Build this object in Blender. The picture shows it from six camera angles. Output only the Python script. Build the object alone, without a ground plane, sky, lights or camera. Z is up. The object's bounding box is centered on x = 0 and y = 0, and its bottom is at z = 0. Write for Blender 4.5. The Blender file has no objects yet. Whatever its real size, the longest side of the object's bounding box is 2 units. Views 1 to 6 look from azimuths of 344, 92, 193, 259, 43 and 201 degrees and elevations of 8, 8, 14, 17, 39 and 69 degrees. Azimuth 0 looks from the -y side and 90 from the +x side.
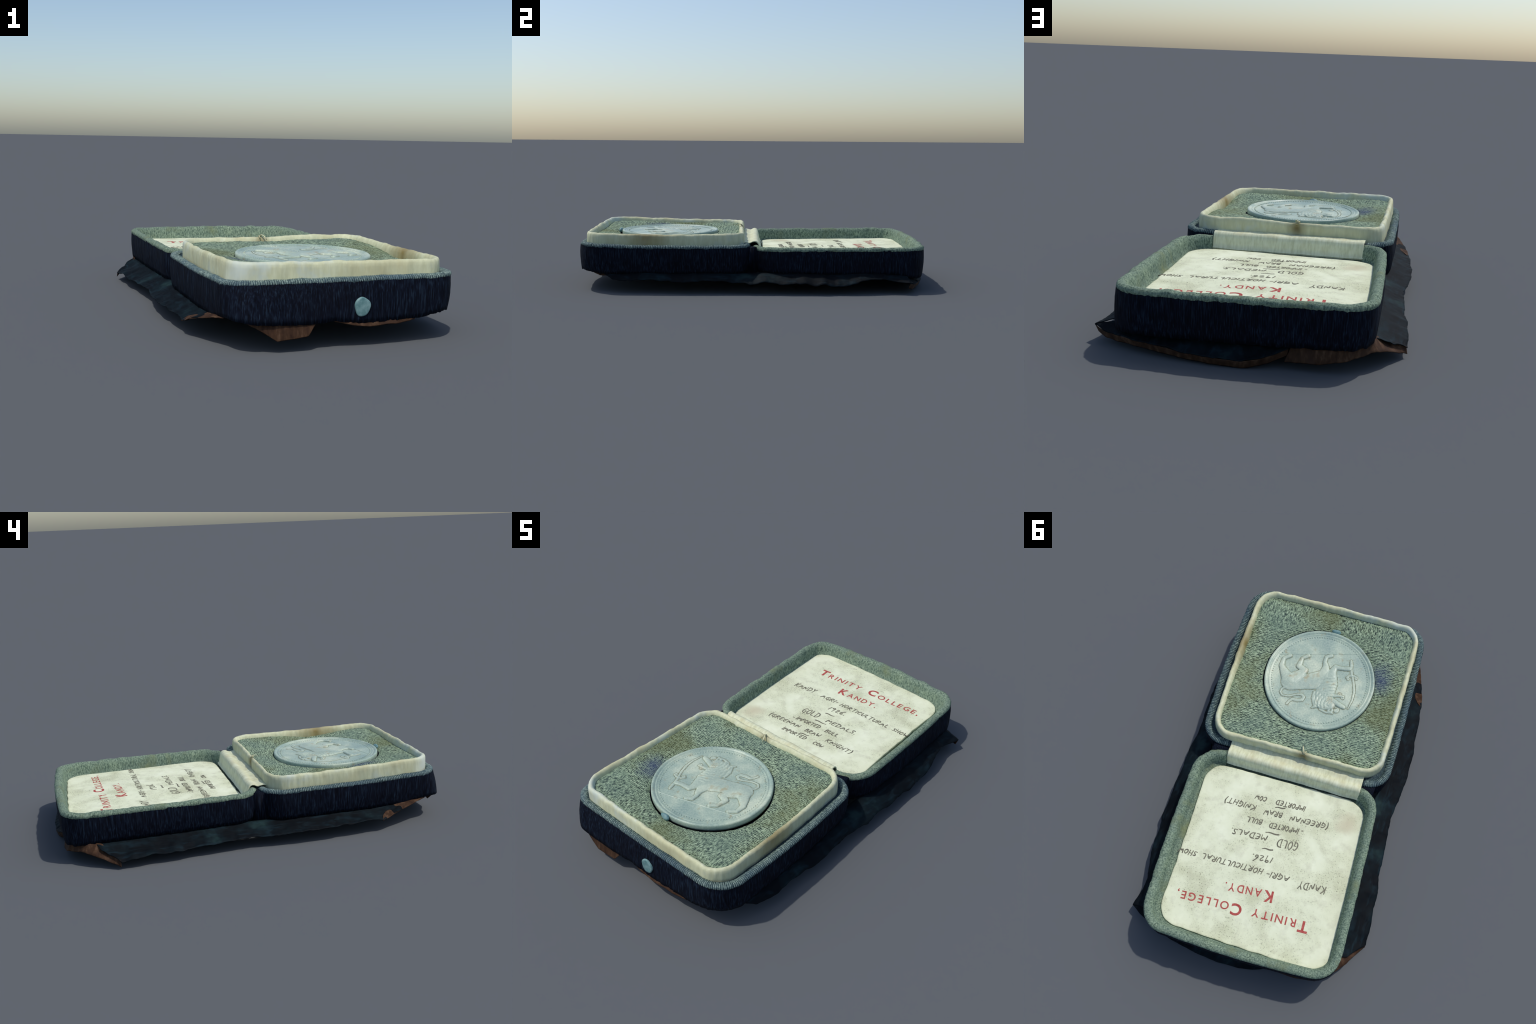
import bpy, math, random
import numpy as np
from mathutils import Vector, noise as mnoise

random.seed(7)
rng = np.random.default_rng(7)

# ------------------------------------------------------------------ helpers
def fbm(p, scale, octaves=3, seed=0.0):
    """Fractal noise, about -1..1, for an array of points."""
    out = np.empty(len(p))
    for i, (x, y, z) in enumerate(p):
        out[i] = mnoise.fractal(Vector((x * scale + seed, y * scale - seed, z * scale + 2 * seed)), 0.8, 2.0, octaves)
    return out


def make(name, verts, faces, mat, parent=None, smooth=True, loc=None, rotz=0.0):
    me = bpy.data.meshes.new(name)
    me.from_pydata([tuple(map(float, v)) for v in verts], [], [tuple(int(i) for i in f) for f in faces])
    me.update()
    if smooth:
        me.polygons.foreach_set("use_smooth", [True] * len(me.polygons))
    me.materials.append(mat)
    ob = bpy.data.objects.new(name, me)
    bpy.context.scene.collection.objects.link(ob)
    if parent is not None:
        ob.parent = parent
    if loc is not None:
        ob.location = loc
    ob.rotation_euler[2] = rotz
    return ob


def loft(rings, closed=True):
    """Quads between successive rings of equal length."""
    n = len(rings[0])
    V = np.vstack(rings)
    F = []
    m = n if closed else n - 1
    for k in range(len(rings) - 1):
        a = k * n
        for i in range(m):
            j = (i + 1) % n
            F.append((a + i, a + j, a + n + j, a + n + i))
    return V, F


def cap(start, n, flip=False):
    f = list(range(start, start + n))
    return [tuple(f[::-1] if flip else f)]


def rounded_quad(corners, radii, bulges, n):
    """Closed outline of a quad with rounded corners and slightly bowed sides.
    corners run counter-clockwise; bulges[i] bows the side from corner i to i+1 outwards."""
    c = np.array(corners, float)
    pts = []
    for i in range(4):
        p, a, b = c[i], c[i - 1], c[(i + 1) % 4]
        da = (a - p) / np.linalg.norm(a - p)
        db = (b - p) / np.linalg.norm(b - p)
        r = radii[i]
        t0, t1 = p + da * r, p + db * r
        w = 0.72
        for t in np.linspace(0, 1, 24):
            k0, k1, k2 = (1 - t) ** 2, 2 * t * (1 - t) * w, t * t
            pts.append((k0 * t0 + k1 * p + k2 * t1) / (k0 + k1 + k2))
        q = c[(i + 1) % 4]
        dq = (q - p) / np.linalg.norm(q - p)
        e0, e1 = p + dq * r, q - dq * radii[(i + 1) % 4]
        nrm = np.array([dq[1], -dq[0]])
        for t in np.linspace(0, 1, 60)[1:-1]:
            pts.append(e0 + (e1 - e0) * t + nrm * bulges[i] * math.sin(math.pi * t) ** 1.0)
    P = np.array(pts)
    Q = np.vstack([P, P[:1]])
    s = np.r_[0, np.cumsum(np.linalg.norm(np.diff(Q, axis=0), axis=1))]
    u = np.linspace(0, s[-1], n, endpoint=False)
    R = np.c_[np.interp(u, s, Q[:, 0]), np.interp(u, s, Q[:, 1])]
    for _ in range(max(2, n // 200)):                       # soften the joins
        R = (np.roll(R, 1, 0) + 2 * R + np.roll(R, -1, 0)) / 4
    T = np.roll(R, -2, 0) - np.roll(R, 2, 0)
    T /= np.linalg.norm(T, axis=1)[:, None]
    N = np.c_[T[:, 1], -T[:, 0]]
    return R, N, u


def ring(R, N, off, z):
    P = R + N * (off if np.ndim(off) == 0 else np.asarray(off)[:, None])
    return np.c_[P, np.broadcast_to(z, len(P))]


def fill_inside(R, N, start_off, rings=40):
    """Concentric rings from an outline (offset start_off) shrinking to its centre."""
    P = R + N * start_off
    c = P.mean(0)
    return [c + (P - c) * t for t in np.linspace(1, 0.02, rings)]

# ------------------------------------------------------------------ materials
def mat(name):
    m = bpy.data.materials.new(name)
    m.use_nodes = True
    nt = m.node_tree
    bsdf = nt.nodes["Principled BSDF"]
    return m, nt, bsdf


def node(nt, kind, **kw):
    nd = nt.nodes.new(kind)
    for k, v in kw.items():
        if k in nd.inputs:
            nd.inputs[k].default_value = v
        else:
            setattr(nd, k, v)
    return nd


def coords(nt, scale=(1, 1, 1), rot=(0, 0, 0)):
    tc = nt.nodes.new("ShaderNodeTexCoord")
    mp = nt.nodes.new("ShaderNodeMapping")
    mp.inputs["Scale"].default_value = scale
    mp.inputs["Rotation"].default_value = rot
    nt.links.new(tc.outputs["Object"], mp.inputs["Vector"])
    return mp.outputs["Vector"]


def tex(nt, vec, scale, detail=4.0, rough=0.55, dist=0.0):
    t = node(nt, "ShaderNodeTexNoise", Scale=scale, Detail=detail, Roughness=rough, Distortion=dist)
    nt.links.new(vec, t.inputs["Vector"])
    return t.outputs["Fac"]


def ramp(nt, fac, stops):
    r = nt.nodes.new("ShaderNodeValToRGB")
    e = r.color_ramp.elements
    while len(e) < len(stops):
        e.new(0.5)
    for el, (p, c) in zip(e, stops):
        el.position = p
        el.color = (*c, 1) if len(c) == 3 else c
    nt.links.new(fac, r.inputs["Fac"])
    return r.outputs["Color"]


def mix(nt, fac, a, b, mode="MIX"):
    m = nt.nodes.new("ShaderNodeMix")
    m.data_type = "RGBA"
    m.blend_type = mode
    for sock, v in ((m.inputs["Factor"], fac), (m.inputs["A"], a), (m.inputs["B"], b)):
        pass
    fi = m.inputs[0]; ai = m.inputs[6]; bi = m.inputs[7]
    for s, v in ((fi, fac), (ai, a), (bi, b)):
        if hasattr(v, "is_linked") or hasattr(v, "links"):
            nt.links.new(v, s)
        elif s is fi:
            s.default_value = v
        else:
            s.default_value = (*v, 1)
    return m.outputs[2]


def mask(nt, fac, lo, hi):
    r = node(nt, "ShaderNodeMapRange")
    r.inputs["From Min"].default_value = lo
    r.inputs["From Max"].default_value = hi
    r.clamp = True
    nt.links.new(fac, r.inputs["Value"])
    return r.outputs["Result"]


def blob(nt, centre, radius, warp=0.0):
    """Soft round patch, 1 at the centre, 0 at the radius (metres, object space)."""
    tc = nt.nodes.new("ShaderNodeTexCoord")
    d = node(nt, "ShaderNodeVectorMath", operation="DISTANCE")
    d.inputs[1].default_value = centre
    nt.links.new(tc.outputs["Object"], d.inputs[0])
    v = d.outputs["Value"]
    if warp:
        n = tex(nt, tc.outputs["Object"], 9.0, 4)
        a = node(nt, "ShaderNodeMath", operation="MULTIPLY_ADD")
        nt.links.new(n, a.inputs[0])
        a.inputs[1].default_value = warp
        nt.links.new(v, a.inputs[2])
        v = a.outputs[0]
        return mask(nt, v, radius + warp * 0.5, warp * 0.5)
    return mask(nt, v, radius, 0.0)


def bump(nt, bsdf, height, strength, distance):
    b = node(nt, "ShaderNodeBump", Strength=strength, Distance=distance)
    nt.links.new(height, b.inputs["Height"])
    nt.links.new(b.outputs["Normal"], bsdf.inputs["Normal"])


def set_base(nt, bsdf, col, rough, spec=0.3):
    nt.links.new(col, bsdf.inputs["Base Color"])
    bsdf.inputs["Roughness"].default_value = rough
    bsdf.inputs["Specular IOR Level"].default_value = spec


# dark navy covering of the outer walls: upright streaks
def wall_material():
    m, nt, b = mat("navy_leathercloth")
    streak = tex(nt, coords(nt, (210, 210, 17)), 1.0, 3, 0.6)
    broad = tex(nt, coords(nt), 5.0, 3)
    c = ramp(nt, streak, [(0.38, (0.0012, 0.0020, 0.0055)), (0.53, (0.0034, 0.0062, 0.0155)), (0.70, (0.016, 0.029, 0.048))])
    c = mix(nt, mask(nt, broad, 0.45, 0.75), c, mix(nt, 0.6, c, (0.0025, 0.0025, 0.0055)))
    set_base(nt, b, c, 0.75, 0.10)
    bump(nt, b, streak, 0.5, 0.004)
    return m


def tray_rim_material():
    m, nt, b = mat("worn_blue_trim")
    fine = tex(nt, coords(nt), 210.0, 2, 0.6)
    broad = tex(nt, coords(nt), 7.0, 3)
    c = ramp(nt, fine, [(0.36, (0.010, 0.020, 0.028)), (0.50, (0.030, 0.055, 0.062)), (0.68, (0.085, 0.13, 0.13))])
    c = mix(nt, mask(nt, broad, 0.42, 0.68), c, mix(nt, 0.55, c, (0.035, 0.068, 0.10)))
    set_base(nt, b, c, 0.7, 0.25)
    return m


def stitch_material():
    m, nt, b = mat("pale_worn_thread")
    broad = tex(nt, coords(nt), 6.0, 4, 0.6)
    fine = tex(nt, coords(nt), 120.0, 2)
    c = ramp(nt, fine, [(0.35, (0.060, 0.095, 0.095)), (0.52, (0.150, 0.21, 0.19)), (0.68, (0.27, 0.345, 0.30))])
    c = mix(nt, mask(nt, broad, 0.46, 0.66), c, mix(nt, 0.65, c, (0.055, 0.10, 0.14)))
    set_base(nt, b, c, 0.7, 0.2)
    return m


def lid_rim_material():
    m, nt, b = mat("sage_velvet")
    fine = tex(nt, coords(nt, (1, 1, 0.45)), 150.0, 3, 0.65)
    broad = tex(nt, coords(nt), 8.0, 4, 0.6)
    c = ramp(nt, fine, [(0.34, (0.060, 0.092, 0.068)), (0.50, (0.180, 0.245, 0.170)), (0.68, (0.32, 0.40, 0.28))])
    c = mix(nt, mask(nt, broad, 0.40, 0.66), c, mix(nt, 0.5, c, (0.10, 0.155, 0.140)))
    c = mix(nt, mask(nt, broad, 0.54, 0.72), c, mix(nt, 0.6, c, (0.21, 0.235, 0.10)))
    set_base(nt, b, c, 0.85, 0.15)
    bump(nt, b, fine, 0.5, 0.004)
    return m


def cushion_material():
    m, nt, b = mat("green_velvet_pile")
    along = tex(nt, coords(nt, (1.0, 0.30, 1.0), (0, 0, math.radians(-4))), 215.0, 3, 0.6, 0.3)     # nap running front to back
    across = tex(nt, coords(nt, (0.34, 1.0, 1.0), (0, 0, math.radians(-8))), 200.0, 3, 0.6, 0.5)    # crushed rows running sideways
    broad = tex(nt, coords(nt), 4.2, 3, 0.5)
    tc = nt.nodes.new("ShaderNodeTexCoord")
    sep = nt.nodes.new("ShaderNodeSeparateXYZ")
    nt.links.new(tc.outputs["Object"], sep.inputs[0])
    warp = node(nt, "ShaderNodeMath", operation="MULTIPLY_ADD")
    nt.links.new(broad, warp.inputs[0]); warp.inputs[1].default_value = 0.5
    nt.links.new(sep.outputs["Y"], warp.inputs[2])
    w = mask(nt, warp.outputs[0], -0.50, -0.60)
    wave_a = node(nt, "ShaderNodeTexWave", Scale=34.0, Distortion=5.0, Detail=2.0)
    wave_a.inputs["Detail Scale"].default_value = 3.0
    wave_a.bands_direction = "Y"
    nt.links.new(coords(nt, (1, 1, 1), (0, 0, math.radians(-6))), wave_a.inputs["Vector"])
    rows = mix(nt, 0.16, across, wave_a.outputs["Fac"])
    pile = mix(nt, w, rows, along)
    c = ramp(nt, pile, [(0.38, (0.024, 0.036, 0.034)), (0.455, (0.130, 0.175, 0.125)), (0.53, (0.255, 0.345, 0.222)), (0.65, (0.44, 0.54, 0.37))])
    olive = mix(nt, 0.5, c, (0.120, 0.125, 0.036))
    blue = mix(nt, 0.28, c, (0.115, 0.185, 0.165))
    c2 = mix(nt, mask(nt, broad, 0.50, 0.66), c, olive)
    c2 = mix(nt, mask(nt, broad, 0.47, 0.34), c2, blue)
    ink = blob(nt, (-0.250, -0.60, 0.28), 0.10, 0.14)                # blue dye spot left of the medal
    half = node(nt, "ShaderNodeMath", operation="MULTIPLY")
    nt.links.new(ink, half.inputs[0]); half.inputs[1].default_value = 0.7
    c2 = mix(nt, half.outputs[0], c2, (0.040, 0.055, 0.15))
    set_base(nt, b, c2, 0.9, 0.1)
    bump(nt, b, pile, 0.7, 0.006)
    return m


def collar_material():
    m, nt, b = mat("cream_silk_band")
    grain = tex(nt, coords(nt, (60, 60, 14)), 1.0, 3, 0.6)
    broad = tex(nt, coords(nt), 6.0, 4, 0.6)
    c = ramp(nt, grain, [(0.25, (0.52, 0.53, 0.33)), (0.55, (0.61, 0.62, 0.405)), (0.80, (0.69, 0.71, 0.49))])
    c = mix(nt, mask(nt, broad, 0.50, 0.74), c, (0.53, 0.50, 0.29))
    c = mix(nt, mask(nt, broad, 0.44, 0.30), c, (0.56, 0.62, 0.53))
    stain = blob(nt, (0.485, -0.56, 0.295), 0.16, 0.10)                # brown damp stain inside
    c = mix(nt, stain, c, (0.26, 0.19, 0.055))
    knot = blob(nt, (-0.013, -0.062, 0.285), 0.055, 0.03)              # soiled seam
    c = mix(nt, knot, c, (0.22, 0.17, 0.07))
    pale = blob(nt, (-0.36, -0.93, 0.28), 0.10, 0.05)
    c = mix(nt, pale, c, (0.58, 0.64, 0.57))
    set_base(nt, b, c, 0.62, 0.3)
    bump(nt, b, grain, 0.25, 0.004)
    return m


def strip_material():
    m, nt, b = mat("cream_hinge_silk")
    grain = tex(nt, coords(nt, (90, 20, 20)), 1.0, 3, 0.6)
    broad = tex(nt, coords(nt), 9.0, 3)
    c = ramp(nt, grain, [(0.30, (0.57, 0.58, 0.37)), (0.52, (0.69, 0.71, 0.49)), (0.75, (0.77, 0.79, 0.58))])
    c = mix(nt, mask(nt, broad, 0.52, 0.75), c, (0.60, 0.56, 0.34))
    set_base(nt, b, c, 0.6, 0.3)
    bump(nt, b, grain, 0.2, 0.003)
    return m


def card_material():
    m, nt, b = mat("foxed_cream_card")
    v = coords(nt)
    broad = tex(nt, v, 5.5, 5, 0.6)
    mid = tex(nt, v, 20.0, 4, 0.6)
    speck = tex(nt, v, 160.0, 2, 0.5)
    c = ramp(nt, broad, [(0.30, (0.84, 0.87, 0.66)), (0.48, (0.75, 0.78, 0.56)), (0.68, (0.58, 0.60, 0.40))])
    c = mix(nt, mask(nt, mid, 0.50, 0.72), c, mix(nt, 0.45, c, (0.50, 0.50, 0.35)))
    gate = node(nt, "ShaderNodeMath", operation="MULTIPLY")
    nt.links.new(mask(nt, speck, 0.60, 0.68), gate.inputs[0])
    nt.links.new(mask(nt, broad, 0.44, 0.60), gate.inputs[1])
    c = mix(nt, gate.outputs[0], c, (0.30, 0.31, 0.20))
    fox = blob(nt, (-0.33, 0.16, 0.188), 0.07, 0.09)
    c = mix(nt, fox, c, (0.60, 0.55, 0.38))
    set_base(nt, b, c, 0.8, 0.2)
    bump(nt, b, mid, 0.15, 0.004)
    return m


def ink_material(name, col, var):
    m, nt, b = mat(name)
    n = tex(nt, coords(nt), 60.0, 3)
    set_base(nt, b, ramp(nt, n, [(0.35, col), (0.65, var)]), 0.75, 0.2)
    return m


def medal_material(name="tarnished_silver", dirt=0.0):
    m, nt, b = mat(name)
    v = coords(nt)
    broad = tex(nt, v, 6.0, 4, 0.55)
    fine = tex(nt, v, 120.0, 3, 0.6)
    c = ramp(nt, broad, [(0.34, (0.21, 0.32, 0.275)), (0.50, (0.35, 0.46, 0.36)), (0.66, (0.62, 0.69, 0.51))])
    c = mix(nt, mask(nt, fine, 0.35, 0.70), mix(nt, 0.35, c, (0.23, 0.30, 0.27)), mix(nt, 0.30, c, (0.62, 0.67, 0.55)))
    rust = tex(nt, v, 22.0, 4, 0.6)
    c = mix(nt, mask(nt, rust, 0.60 - dirt, 0.76 - dirt), c, (0.31, 0.27, 0.15))
    if dirt:
        c = mix(nt, 0.18, c, (0.70, 0.75, 0.58))
    set_base(nt, b, c, 0.36, 0.36)
    bump(nt, b, fine, 0.25, 0.002)
    return m


def patina_material():
    m, nt, b = mat("verdigris_metal")
    n = tex(nt, coords(nt), 45.0, 4, 0.6)
    c = ramp(nt, n, [(0.35, (0.09, 0.20, 0.20)), (0.5, (0.15, 0.27, 0.27)), (0.7, (0.23, 0.36, 0.35))])
    set_base(nt, b, c, 0.5, 0.4)
    bump(nt, b, n, 0.25, 0.003)
    return m


def skirt_material():
    m, nt, b = mat("dark_teal_fringe")
    v = coords(nt)
    broad = tex(nt, v, 6.0, 4, 0.6)
    crease = tex(nt, coords(nt, (30, 9, 30)), 1.0, 4, 0.6, 0.6)
    c = ramp(nt, broad, [(0.46, (0.0022, 0.004, 0.006)), (0.60, (0.004, 0.010, 0.0135)), (0.78, (0.018, 0.042, 0.042))])
    c = mix(nt, mask(nt, crease, 0.52, 0.74), c, mix(nt, 0.3, c, (0.018, 0.048, 0.066)))
    set_base(nt, b, c, 0.7, 0.10)
    bump(nt, b, crease, 0.5, 0.006)
    return m


def brown_material():
    m, nt, b = mat("brown_fringe")
    v = coords(nt, (40, 40, 14))
    n = tex(nt, v, 1.0, 4, 0.6)
    broad = tex(nt, coords(nt), 12.0, 3)
    c = ramp(nt, n, [(0.32, (0.024, 0.010, 0.005)), (0.52, (0.056, 0.027, 0.013)), (0.72, (0.125, 0.072, 0.042))])
    c = mix(nt, mask(nt, broad, 0.52, 0.72), c, (0.05, 0.026, 0.016))
    set_base(nt, b, c, 0.8, 0.2)
    bump(nt, b, n, 0.3, 0.004)
    return m


M_WALL, M_TRIM, M_SAGE, M_CUSH = wall_material(), tray_rim_material(), lid_rim_material(), cushion_material()
M_COLLAR, M_STRIP, M_CARD = collar_material(), strip_material(), card_material()
M_STITCH = stitch_material()
M_RED = ink_material("red_printing_ink", (0.36, 0.050, 0.045), (0.50, 0.12, 0.10))
M_BLACK = ink_material("brown_black_ink", (0.105, 0.105, 0.078), (0.25, 0.235, 0.165))
M_SHADE_DIRT = ink_material("brown_shade_dirt", (0.17, 0.20, 0.14), (0.33, 0.36, 0.25))  # outline film of the relief: crease shade put into colour, with dirt
M_RELIEF = medal_material("dirt_rubbed_silver", 0.05)
M_MEDAL, M_PATINA, M_SKIRT, M_BROWN = medal_material(), patina_material(), skirt_material(), brown_material()

# ------------------------------------------------------------------ the case
case = bpy.data.objects.new("medal_case", None)
bpy.context.scene.collection.objects.link(case)
case["label"] = "open navy presentation case with velvet cushion and inscribed card"
case["category"] = "medal case"

# outlines, counter-clockwise from the front left (x-, y-) corner
TRAY_C = [(-0.397, -0.978), (0.573, -0.932), (0.525, 0.005), (-0.460, -0.038)]
LID_C = [(-0.437, -0.028), (0.507, 0.024), (0.444, 0.988), (-0.520, 0.932)]
COLLAR_C = [(-0.369, -0.945), (0.525, -0.905), (0.475, -0.024), (-0.409, -0.078)]


def tray_rim_z(P):
    return 0.252 + 0.012 * np.clip((-P[:, 1] - 0.6) / 0.4, 0, 1) + 0.004 * P[:, 0]


def lid_rim_z(P):
    return 0.244 - 0.010 * P[:, 0] + 0.004 * P[:, 1]


def wall_bottom(P):
    """Height of the ragged lower edge of the walls, where the scan stops."""
    fx = [-0.50, -0.43, -0.30, -0.18, -0.05, 0.015, 0.08, 0.144, 0.25, 0.375, 0.50, 0.60]
    fz = [0.135, 0.132, 0.112, 0.100, 0.100, 0.108, 0.094, 0.090, 0.092, 0.097, 0.114, 0.112]
    front = np.interp(P[:, 0], fx, fz)
    z = 0.100 + 0 * P[:, 0]
    w = np.clip((-P[:, 1] - 0.80) / 0.12, 0, 1)
    z = z * (1 - w) + front * w
    wb = np.clip((P[:, 1] - 0.80) / 0.12, 0, 1)
    return z * (1 - wb) + wb * (0.080 - 0.02 * P[:, 0])


def outer_wall(name, corners, radii, bulges, top_z, seed, parent):
    n = 900
    R, N, u = rounded_quad(corners, radii, bulges, n)
    zt = top_z(R) - 0.012
    zb = wall_bottom(R)
    jag = np.array([mnoise.fractal(Vector((s * 30, seed, 0)), 0.8, 2.2, 4) for s in u]) * 0.005
    rings = []
    prof = [(0.0, 0.0), (0.12, 0.001), (0.3, 0.002), (0.5, 0.001), (0.7, -0.002), (0.86, -0.005), (1.0, -0.009)]
    for t, off in prof:
        z = zt + (zb + jag - zt) * t
        lean = np.where(N[:, 1] < 0, -N[:, 1], 0) ** 2 * np.clip((-R[:, 1] - 0.75) / 0.2, 0, 1) * np.interp(R[:, 0], [-0.3, 0.1, 0.45], [0.038, 0.020, 0.008])
        lean = lean + np.where(N[:, 0] > 0, N[:, 0], 0) ** 2 * np.clip((R[:, 1] - 0.1) / 0.3, 0, 1) * 0.018
        P = ring(R, N, off + lean * t, z)
        P += np.c_[N, np.zeros(n)] * (fbm(P * [1, 1, 0.3], 22, 2, seed) * 0.0022 + fbm(P * [1, 1, 0.12], 95, 2, seed) * 0.0013)[:, None]
        rings.append(P)
    # turned-in lower edge and bottom board
    rings.append(ring(R, N, -0.030, zb + 0.006))
    rings.append(ring(R, N, -0.060, zb * 0 + 0.105))
    V, F = loft(rings[::-1])
    F += cap(0, n, True)
    return make(name, V, F, M_WALL, parent), (R, N, u)


tray_shape = ([0.11, 0.140, 0.12, 0.12], [0.002, 0.010, 0.0, 0.004])
lid_shape = ([0.12, 0.15, 0.13, 0.13], [0.0, 0.006, 0.012, 0.004])
tray, _ = outer_wall("base_tray", TRAY_C, *tray_shape, tray_rim_z, 1.3, case)
lid, _ = outer_wall("lid", LID_C, *lid_shape, lid_rim_z, 4.1, case)


def piped_rim(name, corners, shape, top_z, profile, mtl, parent, ribs, rib_amp, lump, seed, n, hinge_side=1.0):
    R, N, u = rounded_quad(corners, *shape, n)
    zt = top_z(R)
    rings = []
    rib = np.sin(2 * np.pi * np.arange(n) * ribs / n) if ribs else np.zeros(n)
    ribmod = 0.6 + 0.4 * np.array([mnoise.noise(Vector((s * 7, seed, 3))) for s in u])
    lumps = fbm(np.c_[R, zt], 14, 3, seed) * lump
    under = hinge_side * np.clip((np.abs(R[:, 0] - 0.010) - 0.352) / -0.010, 0, 1) * (np.abs(N[:, 1]) > 0.9) * (np.abs(R[:, 1]) < 0.2)
    for k, (off, dz, w) in enumerate(profile):
        P = ring(R, N, off, zt + dz + lumps * w)
        fine = fbm(P, 75, 2, seed + 5) * 0.0016 * w
        P[:, 2] += rib * ribmod * rib_amp * w
        P[:, :2] += N * ((rib * ribmod * rib_amp * 0.7 + fine + lumps * 0.6) * w)[:, None]
        P[:, 2] -= under * 0.009
        P[:, :2] += N * (under * 0.007)[:, None]
        rings.append(P)
    V, F = loft(rings)
    return make(name, V, F, mtl, parent)


# tray: narrow ribbed trim running round the collar
piped_rim("trim", TRAY_C, tray_shape, tray_rim_z,
          [(-0.001, -0.018, 0.1), (0.000, -0.012, 0.5), (-0.002, -0.006, 1), (-0.006, -0.002, 1), (-0.013, 0.000, 1),
           (-0.021, 0.000, 1), (-0.029, -0.005, 0.8), (-0.037, -0.011, 0.4), (-0.047, -0.015, 0.1), (-0.075, -0.016, 0.0), (-0.11, -0.016, 0)],
          M_TRIM, tray, 0, 0.0, 0.003, 2.2, 1200)


def stitches():
    """Row of pale ribs laid across the trim all the way round."""
    count = 404
    R, N, u = rounded_quad(TRAY_C, *tray_shape, count)
    zt = tray_rim_z(R)
    lumps = fbm(np.c_[R, zt], 14, 3, 2.2) * 0.003
    V, F = [], []
    across = [(0.0015, -0.013, 0.35), (0.0005, -0.007, 0.8), (-0.005, -0.001, 1.0), (-0.013, 0.0015, 1.0), (-0.022, 0.0015, 1.0), (-0.030, -0.002, 0.8), (-0.036, -0.007, 0.3)]
    for i in range(count):
        p, nn = R[i], N[i]
        if p[1] > -0.12 and abs(nn[1]) > 0.9 and abs(p[0] - 0.01) < 0.36:
            continue                                         # hidden by the hinge strip
        tt = np.array([-nn[1], nn[0]])
        skew = random.uniform(-0.0018, 0.0018)
        wid = random.uniform(0.0026, 0.0038)
        b = len(V)
        for k, (off, dz, w) in enumerate(across):
            c = p + nn * (off + lumps[i] * 0.6) + tt * skew * (k - 3) / 3
            z = zt[i] + dz + lumps[i]
            for sx, sz in ((-1, -0.002), (-0.55, 0.0012), (0.55, 0.0012), (1, -0.002)):
                q = c + tt * wid * w * sx
                V.append((q[0], q[1], z + sz))
        for k in range(len(across) - 1):
            for e in range(3):
                a = b + 4 * k + e
                F.append((a, a + 4, a + 5, a + 1))
    ob = make("trim_stitching", V, F, M_STITCH, tray)
    ob["kind"] = "stuff"


stitches()

# lid: thick rounded sage rim and lining down to the floor
piped_rim("lining", LID_C, lid_shape, lid_rim_z,
          [(-0.001, -0.022, 0.2), (0.002, -0.014, 0.6), (0.001, -0.006, 1), (-0.006, 0.000, 1), (-0.015, 0.003, 1),
           (-0.024, 0.002, 1), (-0.032, -0.003, 1), (-0.038, -0.012, 0.9), (-0.042, -0.026, 0.8), (-0.045, -0.042, 0.6),
           (-0.050, -0.060, 0.4), (-0.056, -0.068, 0.1), (-0.10, -0.070, 0)],
          M_SAGE, lid, 0, 0.0, 0.0045, 6.3, 1400)

# ------------------------------------------------------------------ cream collar with its seam
def collar():
    n = 1200
    R, N, u = rounded_quad(COLLAR_C, [0.105, 0.115, 0.105, 0.105], [0.004, 0.008, -0.003, 0.002], n)
    wr = np.clip((R[:, 0] + 0.35) / 0.8, 0, 1)
    zt = 0.317 + (1 - wr) * np.interp(R[:, 1], [-0.85, -0.5, -0.2], [0.011, -0.001, -0.004]) \
        + wr * np.interp(R[:, 1], [-0.85, -0.47, -0.05], [0.002, -0.007, -0.001]) + fbm(np.c_[R, R[:, 0] * 0], 11, 3, 9.0) * 0.004
    d = np.linalg.norm(R - np.array([-0.013, -0.060]), axis=1)
    seam = np.exp(-(d / 0.013) ** 2)
    sag = np.exp(-(d / 0.10) ** 2)
    zt = zt + 0.004 * seam - 0.003 * sag
    rings = []
    prof = [(0.002, -0.105), (0.000, -0.070), (0.000, -0.045), (-0.001, -0.025), (-0.002, -0.012), (-0.006, -0.004),
            (-0.013, 0.0), (-0.020, -0.003), (-0.025, -0.010), (-0.029, -0.022), (-0.031, -0.040), (-0.032, -0.062)]
    for k, (off, dz) in enumerate(prof):
        P = ring(R, N, off, zt + dz)
        w = fbm(P * [1, 1, 0.5], 16, 3, 3.3) * 0.0035
        pinch = -seam * (0.010 if k < 5 else -0.003)
        P[:, :2] += N * (w + pinch)[:, None]
        rings.append(P)
    V, F = loft(rings)
    return make("collar", V, F, M_COLLAR, tray), R, N


collar_ob, CR, CN = collar()

# twisted paper end standing out of the seam
def sprig(name, pts, r, mtl, parent):
    pts = np.array(pts)
    rings = []
    for i, p in enumerate(pts):
        a = np.linspace(0, 2 * np.pi, 8, endpoint=False)
        rr = r * (1 - 0.6 * i / (len(pts) - 1))
        rings.append(np.c_[p[0] + rr * np.cos(a), p[1] + rr * np.sin(a) * 0.7, p[2] + 0.4 * rr * np.sin(a)])
    V, F = loft(rings)
    F += cap(0, 8, True) + cap(len(V) - 8, 8)
    return make(name, V, F, mtl, parent)


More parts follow.
